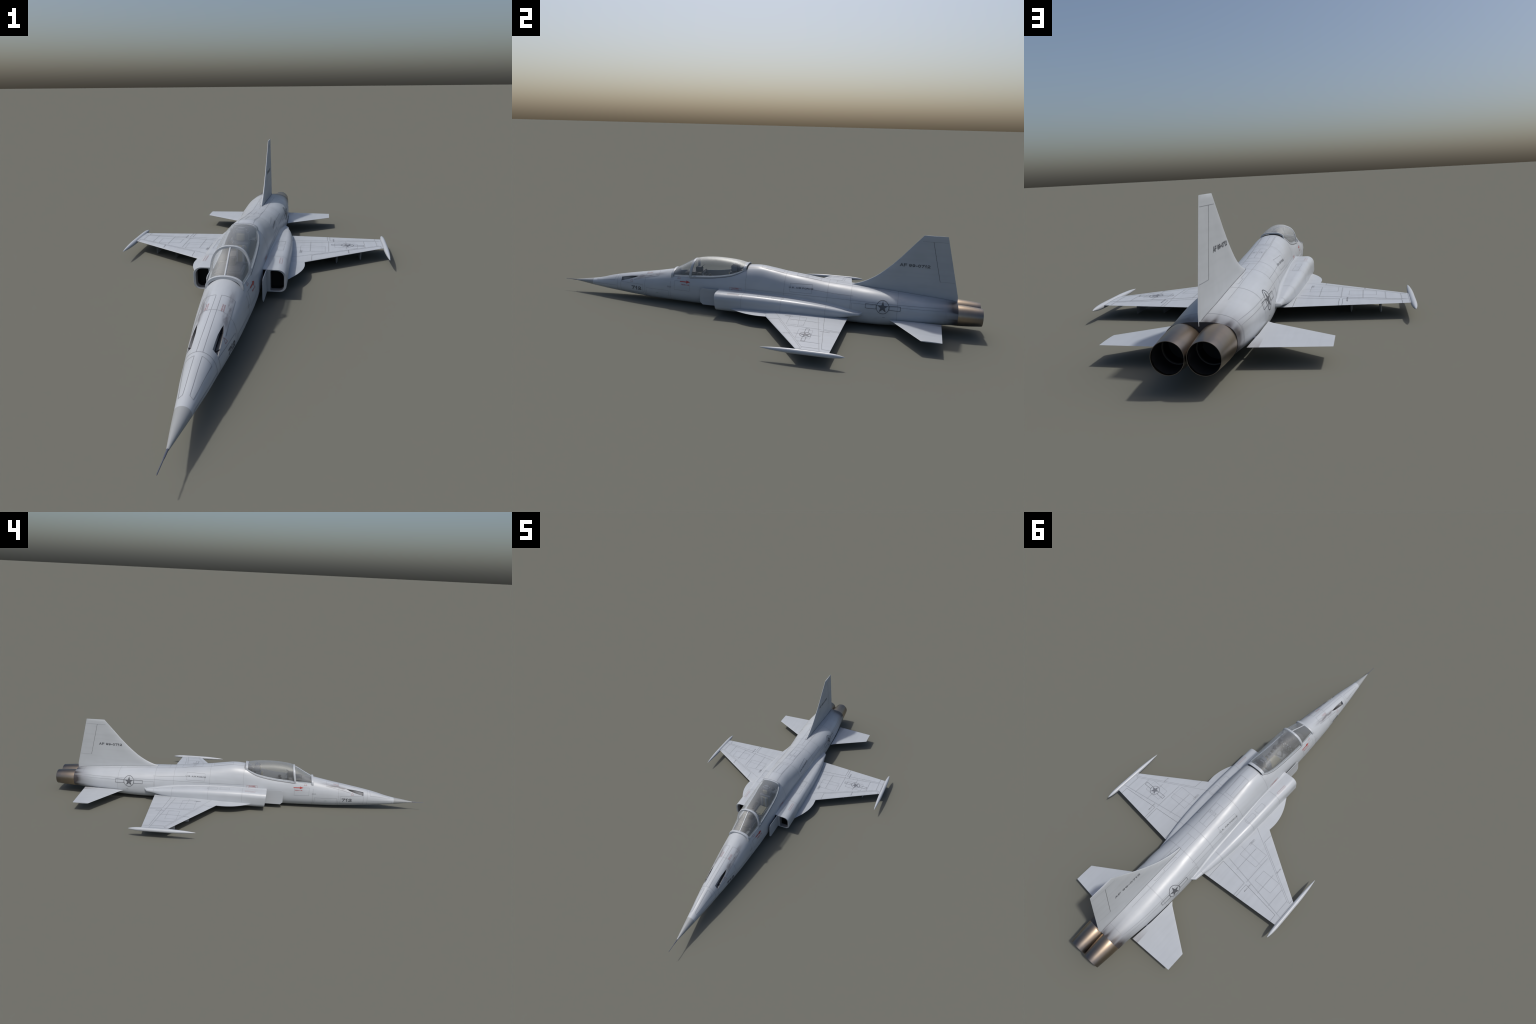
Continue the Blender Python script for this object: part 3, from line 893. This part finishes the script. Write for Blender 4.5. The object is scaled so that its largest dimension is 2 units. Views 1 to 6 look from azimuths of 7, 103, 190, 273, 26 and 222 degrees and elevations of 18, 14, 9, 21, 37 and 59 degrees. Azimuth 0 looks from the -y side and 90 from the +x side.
class Decal:
    def __init__(self):
        self.V, self.F = [], []
    def ribbon(self, proj, pts, width, lift=0.0004, step=0.004, aspect=1.0):
        """aspect: length of one unit of v in metres (for ring angles)"""
        out = []
        for (a, b) in zip(pts[:-1], pts[1:]):
            a, b = np.array(a, float), np.array(b, float)
            d = (b - a) * np.array([1, aspect])
            L = np.linalg.norm(d)
            if L < 1e-6:
                continue
            d /= L
            nrm = np.array([-d[1], d[0] / aspect]) * width / 2
            n = max(1, int(math.ceil(L / step)))
            prev = None
            for i in range(n + 1):
                p = a + (b - a) * i / n
                ends = [proj(*(p + nrm), lift), proj(*(p - nrm), lift)]
                if None in ends or (ends[0] - ends[1]).length > width * 6:
                    prev = None
                    continue
                if prev and (ends[0] - prev[0]).length > step * 6:
                    prev = None
                k = len(self.V)
                self.V += ends
                if prev:
                    self.F.append((k - 2, k - 1, k + 1, k))
                prev = ends
        return self
    def loop(self, proj, pts, width, **kw):
        return self.ribbon(proj, list(pts) + [pts[0]], width, **kw)
    def rect(self, proj, u0, u1, v0, v1, width, **kw):
        return self.loop(proj, [(u0, v0), (u1, v0), (u1, v1), (u0, v1)], width, **kw)
    def circle(self, proj, c, ru, rv, width, n=48, **kw):
        pts = [(c[0] + ru * math.cos(t), c[1] + rv * math.sin(t)) for t in np.linspace(0, 2 * np.pi, n, endpoint=False)]
        return self.loop(proj, pts, width, **kw)
    def solid(self, proj, poly, lift=0.0005, step=0.004):
        """filled polygon, subdivided to follow the surface"""
        bm = bmesh.new()
        vs = [bm.verts.new((p[0], p[1], 0)) for p in poly]
        bm.faces.new(vs)
        bm.normal_update()
        self._drape(bm, proj, lift, step)
        return self
    def _drape(self, bm, proj, lift, step):
        bmesh.ops.triangulate(bm, faces=bm.faces)
        for _ in range(5):
            long = [e for e in bm.edges if e.calc_length() > step]
            if not long:
                break
            bmesh.ops.subdivide_edges(bm, edges=long, cuts=1)
            bmesh.ops.triangulate(bm, faces=[f for f in bm.faces if len(f.verts) > 3])
        bm.verts.index_update()
        pos = [proj(v.co.x, v.co.y, lift) for v in bm.verts]
        idx = {}
        for i, p in enumerate(pos):
            if p is not None:
                idx[i] = len(self.V)
                self.V.append(p)
        for f in bm.faces:
            ids = [v.index for v in f.verts]
            if all(i in idx for i in ids):
                self.F.append(tuple(idx[i] for i in ids))
        bm.free()
    def text(self, proj, body, origin, right, up, width, height, bold=0.0, lift=0.0006, step=0.004):
        """lettering fitted into width x height; origin = lower left, in (u, v)"""
        cu = bpy.data.curves.new("lettering", "FONT")
        cu.body = body
        cu.resolution_u = 3
        cu.offset = bold
        ob = bpy.data.objects.new("lettering", cu)
        SC.objects.link(ob)
        bpy.context.view_layer.update()
        me = bpy.data.meshes.new_from_object(ob.evaluated_get(bpy.context.evaluated_depsgraph_get()))
        co = np.array([v.co[:2] for v in me.vertices])
        lo, hi = co.min(0), co.max(0)
        bm = bmesh.new()
        bm.from_mesh(me)
        for v in bm.verts:
            a = (v.co.x - lo[0]) / (hi[0] - lo[0]) * width
            b = (v.co.y - lo[1]) / (hi[1] - lo[1]) * height
            v.co = (origin[0] + right[0] * a + up[0] * b, origin[1] + right[1] * a + up[1] * b, 0)
        bpy.data.objects.remove(ob)
        bpy.data.curves.remove(cu)
        bpy.data.meshes.remove(me)
        self._drape(bm, proj, lift, step)
        return self
    def block(self, proj, body, origin, right, up, width, height, stroke, lift=0.0006):
        """heavy block lettering drawn as strokes, fitted into width x height"""
        total = sum(GLYPHS[ch][0] for ch in body) + 0.16 * (len(body) - 1)
        unit = width / total
        pen, k = 0.0, 0
        R_, U_ = np.array(right, float), np.array(up, float)
        for ch in body:
            w, strokes = GLYPHS[ch]
            for st in strokes:
                pts = []
                for a, b in st:
                    x = pen * unit + stroke / 2 + a * (w * unit - stroke)
                    y = stroke / 2 + b * (height - stroke)
                    pts.append(np.array(origin) + R_ * x + U_ * y)
                closed = len(st) > 8 and np.linalg.norm(pts[0] - pts[-1]) < 1e-9
                if not closed:
                    for i, j in ((0, 1), (-1, -2)):
                        d = pts[i] - pts[j]
                        pts[i] = pts[i] + d / np.linalg.norm(d) * stroke * 0.48
                # mitre the corners by overlapping each straight run a little
                for p, q in zip(pts[:-1], pts[1:]):
                    d = (q - p) / max(1e-9, np.linalg.norm(q - p)) * stroke * (0.12 if len(st) > 8 else 0.30)
                    self.ribbon(proj, [p - d, q + d], stroke, lift=lift + 0.00002 * (k % 7))
                    k += 1
            pen += w + 0.16
        return self
    def build(self, name, mat, parent, kind="stuff"):
        if not self.F:
            return None
        me = bpy.data.meshes.new(name)
        me.from_pydata([tuple(v) for v in self.V], [], self.F)
        me.materials.append(M[mat])
        for p in me.polygons:
            p.use_smooth = True
        ob = bpy.data.objects.new(name, me)
        SC.objects.link(ob)
        ob.parent = parent
        if kind:
            ob["kind"] = kind
        return ob

def star(c, ru, rv, turn=0.0):
    pts = []
    for i in range(10):
        r = 1.0 if i % 2 == 0 else 0.40
        t = math.pi / 2 + turn + i * math.pi / 5
        pts.append((c[0] + ru * r * math.cos(t), c[1] + rv * r * math.sin(t)))
    return pts

LW = 0.0010      # panel line width
lines, gaps = Decal(), Decal()
top = Projector(FUS, "top")
topn = Projector(NOSE, "top")
# frame lines round the hull
def hull_ring(y, a0=-math.pi, a1=math.pi, tree=None, width=LW):
    pr = Projector(tree or BODY, "ring")
    pts = [(y, a) for a in np.linspace(a0, a1, 90)]
    lines.ribbon(pr, pts, width, aspect=0.08, step=0.005)
for y in (-0.690, -0.5330, 0.6530, 0.8537):
    hull_ring(y)
for y in (-0.3955,):
    hull_ring(y, math.radians(52), math.radians(308))
for y in (-0.0215, 0.158, 0.3525, 0.4546):
    hull_ring(y, -math.radians(112), math.radians(112), FUS)
for s in (1, -1):
    pr = Projector(ducts and tree_of([ducts[0 if s > 0 else 1]]), "duct", s)
    for y in (-0.0215, 0.158, 0.3525, 0.4546):
        lines.ribbon(pr, [(y, s * math.radians(a)) for a in np.linspace(-40, 115, 50)], LW, aspect=0.045, step=0.004)
    side = Projector(BODY, "side", s)
    fside = Projector(FUS, "side", s)
    # long waterline seam and the engine bay door
    lines.ribbon(fside, [(-0.0215, 0.1170), (0.854, 0.1172)], LW)
    lines.ribbon(fside, [(0.4600, 0.0735), (0.4600, 0.1068), (0.848, 0.1068), (0.848, 0.048)], LW)
    lines.ribbon(fside, [(0.2885, 0.1430), (0.3500, 0.1375), (0.4000, 0.1350), (0.4636, 0.1340)], LW * 1.2)
    lines.rect(fside, 0.1850, 0.2830, 0.1262, 0.1615, LW)
    # nose doors
    lines.rect(side, -0.6695, -0.5445, 0.0345, 0.0785, LW)
    lines.ribbon(side, [(-0.5250, 0.030), (-0.5250, 0.0660), (-0.4050, 0.0660), (-0.4050, 0.032)], LW)
    lines.rect(side, -0.3740, -0.2955, 0.0760, 0.1175, LW)
    lines.ribbon(side, [(-0.690, 0.0560), (-0.826, 0.0530), (-0.826, 0.038)], LW)
    lines.ribbon(topn, [(s * .0072, -0.690), (s * .0070, -0.4680), (s * .0412, -0.4640)], LW)
    lines.ribbon(Projector(NOSE, "top"), [(s * .0412, -0.4640), (s * .0408, -0.530), (s * .0404, -0.5960)], LW)
    lines.ribbon(topn, [(s * .0300, -0.7062), (s * .0085, -0.7020), (s * .0072, -0.8080), (s * .0140, -0.8130)], LW)
    lines.ribbon(topn, [(s * .0300, -0.7062), (s * .0268, -0.730), (s * .0150, -0.8135)], LW * .8)
    # spine
    lines.ribbon(top, [(s * .0262, -0.0210), (s * .0268, 0.151), (s * .0238, 0.312), (s * .0236, 0.396), (s * .0250, 0.511), (s * .0290, 0.640), (s * .0284, 0.755)], LW)
    lines.ribbon(top, [(s * .0222, 0.4940), (s * .0150, 0.4940), (s * .0150, 0.5650), (s * .0222, 0.5650)], LW)
    lines.ribbon(top, [(s * .0222, 0.5639), (s * .0222, 0.6195), (s * .0160, 0.6215)], LW)
lines.rect(top, -0.0235, 0.0235, 0.0405, 0.1440, LW)
lines.ribbon(top, [(-0.0060, 0.0405), (-0.0060, 0.1440)], LW)
lines.rect(top, -0.0222, 0.0222, 0.2055, 0.3158, LW)
lines.ribbon(top, [(0.0, 0.2055), (0.0, 0.3158)], LW)
lines.ribbon(top, [(-0.0240, 0.3852), (0.0240, 0.3852)], LW)
lines.ribbon(top, [(0.0, 0.3852), (0.0, 0.4450)], LW)
lines.rect(top, -0.0222, -0.0050, 0.2440, 0.2570, LW * .8)
lines.rect(top, 0.0050, 0.0222, 0.2440, 0.2570, LW * .8)
# duct roof doors
for s in (1, -1):
    dt = Projector(tree_of([ducts[0 if s > 0 else 1]]), "top")
    lines.rect(dt, s * 0.1030, s * 0.1250, 0.0480, 0.0980, LW)
    lines.rect(dt, s * 0.1030, s * 0.1250, 0.1120, 0.1640, LW)
lines.build("panel_line", "line", fuselage)
seam = Decal()  # crease shade where fin meets hull, painted as a dark strip
for s in (1, -1):
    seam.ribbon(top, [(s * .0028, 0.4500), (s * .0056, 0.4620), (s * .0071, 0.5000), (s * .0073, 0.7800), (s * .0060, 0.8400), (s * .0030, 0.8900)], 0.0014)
seam.build("fin_root_shade", "mark", fuselage)

# wings
for w, s, tree in ((wings[0], 1, WING[0]), (wings[1], -1, WING[1])):
    pr = Projector(tree, "top")
    L, S = Decal(), Decal()
    P = lambda pts: [(s * x, y) for x, y in pts]
    for x, a, b in ((0.2146, 0.2135, 0.3460), (0.2846, 0.2164, 0.3600), (0.3537, 0.2588, 0.3660), (0.4243, 0.2838, 0.3755), (0.4722, 0.3102, 0.3770)):
        L.ribbon(pr, P([(x, a), (x, b)]), LW * .8)
        S.ribbon(pr, P([(x, a + .004), (x, b - .004)]), 0.0045, lift=0.0002)
    L.ribbon(pr, P([(0.1527, 0.3277), (0.4950, 0.3808)]), LW * .8)
    S.ribbon(pr, P([(0.160, 0.3282), (0.485, 0.3788)]), 0.0045, lift=0.00022)
    L.ribbon(pr, P([(0.1500, 0.1380), (0.2145, 0.1725), (0.4800, 0.3146)]), LW * .8)
    L.rect(pr, s * 0.1772, s * 0.2710, 0.2110, 0.2827, LW * .8)
    L.rect(pr, s * 0.3088, s * 0.3960, 0.2730, 0.3290, LW * .8)
    L.rect(pr, s * 0.1760, s * 0.1840, 0.1890, 0.2210, LW * .8)
    L.ribbon(pr, P([(0.155, 0.250), (0.2846, 0.262)]), LW * .6)
    L.ribbon(pr, P([(0.4940, 0.2960), (0.4940, 0.4160)]), LW * .8)
    S.build("rib_grime", "grime", w["wing"])
    L.build("panel_line", "wing_line", w["wing"])
    G = Decal()
    G.ribbon(pr, P([(0.1410, 0.4455), (0.1410, 0.3534), (0.2800, 0.3670), (0.2800, 0.4345)]), 0.0009)
    G.ribbon(pr, P([(0.2908, 0.4335), (0.2908, 0.3681), (0.4715, 0.3859), (0.4715, 0.4185)]), 0.0009)
    G.ribbon(pr, P([(0.2225, 0.1235), (0.2225, 0.1693)]), 0.0009)
    G.ribbon(pr, P([(0.4870, 0.2910), (0.4870, 0.3110)]), 0.0009)
    G.build("hinge_gap", "gap", w["wing"])
    L = Decal()
    L.ribbon(pr, P([(0.2225, 0.1693), (0.4870, 0.3110)]), 0.0008)
    L.build("hinge_seam", "wing_line", w["wing"])
    T = Decal()
    T.text(pr, "NO STEP", (s * 0.305 + 0.0025, 0.3560), (0, 1), (-1, 0), 0.0410, 0.0050, 0.01)
    T.text(pr, "NO STEP", (s * 0.3594 + 0.0022, 0.2170), (0, 1), (-1, 0), 0.0285, 0.0042, 0.01)
    T.text(pr, "FUEL", (s * 0.180 + 0.0022, 0.1950), (0, 1), (-1, 0), 0.0200, 0.0042, 0.01)
    T.build("wing_stencil", "mark_soft", w["wing"])
    if s > 0:
        R = Decal()
        c = (0.3583, 0.3065)
        # the star points forward; bars lie across the wing
        R.solid(pr, star(c, 0.0212, 0.0212, math.pi), 0.0006)
        R.circle(pr, c, 0.0225, 0.0225, 0.0022, lift=0.0006)
        for u0, u1 in ((0.2968, 0.3355), (0.3810, 0.4198)):
            R.rect(pr, u0, u1, c[1] - 0.0072, c[1] + 0.0072, 0.0018, lift=0.0006)
        R.build("wing_roundel", "mark_soft", w["wing"], None)

# fin lines and serial
for s in (1, -1):
    pr = Projector(FIN, "side", s)
    L = Decal()
    L.ribbon(pr, [(0.7345, 0.3812), (0.8432, 0.3812)], LW)
    L.ribbon(pr, [(0.8220, 0.2097), (0.8860, 0.2102)], LW)
    L.build("panel_line", "line", fin["tail_fin"])
    G = Decal()
    G.ribbon(pr, [(0.7797, 0.3810), (0.8220, 0.2097)], 0.0012)
    G.build("hinge_gap", "gap", fin["tail_fin"])
    T = Decal()
    if s > 0:
        T.block(pr, "AF 99-0712", (0.6500, 0.2670), (1, 0), (0, 1), 0.1255, 0.0128, 0.0028)
    else:
        T.block(pr, "AF 99-0712", (0.7755, 0.2670), (-1, 0), (0, 1), 0.1255, 0.0128, 0.0028)
    T.build("serial_number", "mark", fin["tail_fin"], None)

# hull insignia and stencils
for s in (1, -1):
    pr = Projector(BODY, "side", s)
    def T(dec, text, y0, y1, z0, z1, bold=0.02, lift=0.0006):
        if s > 0:
            dec.text(pr, text, (y0, z0), (1, 0), (0, 1), y1 - y0, z1 - z0, bold, lift)
        else:
            dec.text(pr, text, (y1, z0), (-1, 0), (0, 1), y1 - y0, z1 - z0, bold, lift)
    def B(dec, text, y0, y1, z0, z1, stroke, lift=0.0006):
        if s > 0:
            dec.block(pr, text, (y0, z0), (1, 0), (0, 1), y1 - y0, z1 - z0, stroke, lift)
        else:
            dec.block(pr, text, (y1, z0), (-1, 0), (0, 1), y1 - y0, z1 - z0, stroke, lift)
    R = Decal()
    c = (0.5922, 0.1018)
    R.solid(pr, star(c, 0.0245, 0.0245), 0.0007)
    R.circle(pr, c, 0.0262, 0.0272, 0.0022, lift=0.0007)
    for u0, u1 in ((0.5195, 0.5648), (0.6196, 0.6655)):
        R.rect(pr, u0, u1, 0.0930, 0.1105, 0.0018, lift=0.0007)
    R.build("hull_roundel", "mark", fuselage, None)
    D = Decal()
    B(D, "712", -0.6060, -0.5535, 0.0500, 0.0668, 0.0043)
    D.build("nose_number", "mark", fuselage, None)
    D = Decal()
    B(D, "U.S. AIR FORCE", 0.1800, 0.2885, 0.1420, 0.1482, 0.0013)
    D.build("service_title", "mark", fuselage, None)
    # red rescue arrow, lettering and warning triangles
    D = Decal()
    a, b, t = (-0.3452, -0.3130, -0.2925) if s > 0 else (-0.2900, -0.3240, -0.3430)
    D.solid(pr, [(a, 0.1147), (b, 0.1151), (b, 0.1103), (t, 0.1177), (b, 0.1240), (b, 0.1195), (a, 0.1188)], 0.0007)
    D.build("rescue_arrow", "red", fuselage, None)
    D = Decal()
    B(D, "RESCUE", -0.3375, -0.2972, 0.1016, 0.1062, 0.0008)
    B(D, "DANGER", -0.0860, -0.0525, 0.1113, 0.1150, 0.0008)
    T(D, "JET INTAKE", -0.0905, -0.0480, 0.1056, 0.1088, 0.01)
    D.build("red_stencil", "red", fuselage)
    D = Decal()
    D.ribbon(pr, [(-0.0970, 0.1046), (-0.0970, 0.1166), (-0.0405, 0.1172), (-0.0405, 0.1050)], 0.0011, lift=0.0006)
    D.loop(pr, [(-0.3530, 0.1402), (-0.3608, 0.1283), (-0.3447, 0.1286)], 0.0013, lift=0.0006)
    D.loop(pr, [(-0.6082, 0.0980), (-0.6150, 0.0853), (-0.6000, 0.0855)], 0.0012, lift=0.0006)
    dt = Projector(tree_of([ducts[0 if s > 0 else 1]]), "top")
    D.rect(dt, s * 0.1215, s * 0.1300, -0.0890, -0.0370, 0.0009, lift=0.0006)
    D.text(dt, "NO STEP", (s * 0.1246 + 0.0008, -0.0820), (0, 1), (-1, 0), 0.038, 0.0016, -0.01)
    for ax_ in (1,):
        D.text(topn, "GUN DOOR", (s * 0.0205 + 0.0035, -0.5320), (0, 1), (-1, 0), 0.0290, 0.0028, 0.02)
        D.text(topn, "KEEP SHUT", (s * 0.0205 - 0.0010, -0.5320), (0, 1), (-1, 0), 0.0290, 0.0028, 0.02)
    D.build("faded_red_stencil", "red_soft", fuselage)
    D = Decal()
    T(D, "GROUND HERE", -0.4120, -0.3900, 0.0870, 0.0895, 0.0)
    T(D, "POWER UNIT", -0.4120, -0.3900, 0.0828, 0.0853, 0.0)
    T(D, "OIL", 0.5940, 0.6060, 0.0575, 0.0610, 0.0)
    D.build("small_stencil", "mark_soft", fuselage)
    D = Decal()
    T(D, "OXYGEN", -0.4720, -0.4600, 0.0480, 0.0510, 0.0)
    D.build("green_stencil", "green", fuselage)
    Tt = Decal()
    Tt.text(Projector(FUS, "top"), "LIFT", (s * 0.0136 + 0.0020, 0.2455), (0, 1), (-1, 0), 0.010, 0.004, 0.0)
    Tt.build("spine_stencil", "mark_soft", fuselage)

bpy.context.view_layer.update()
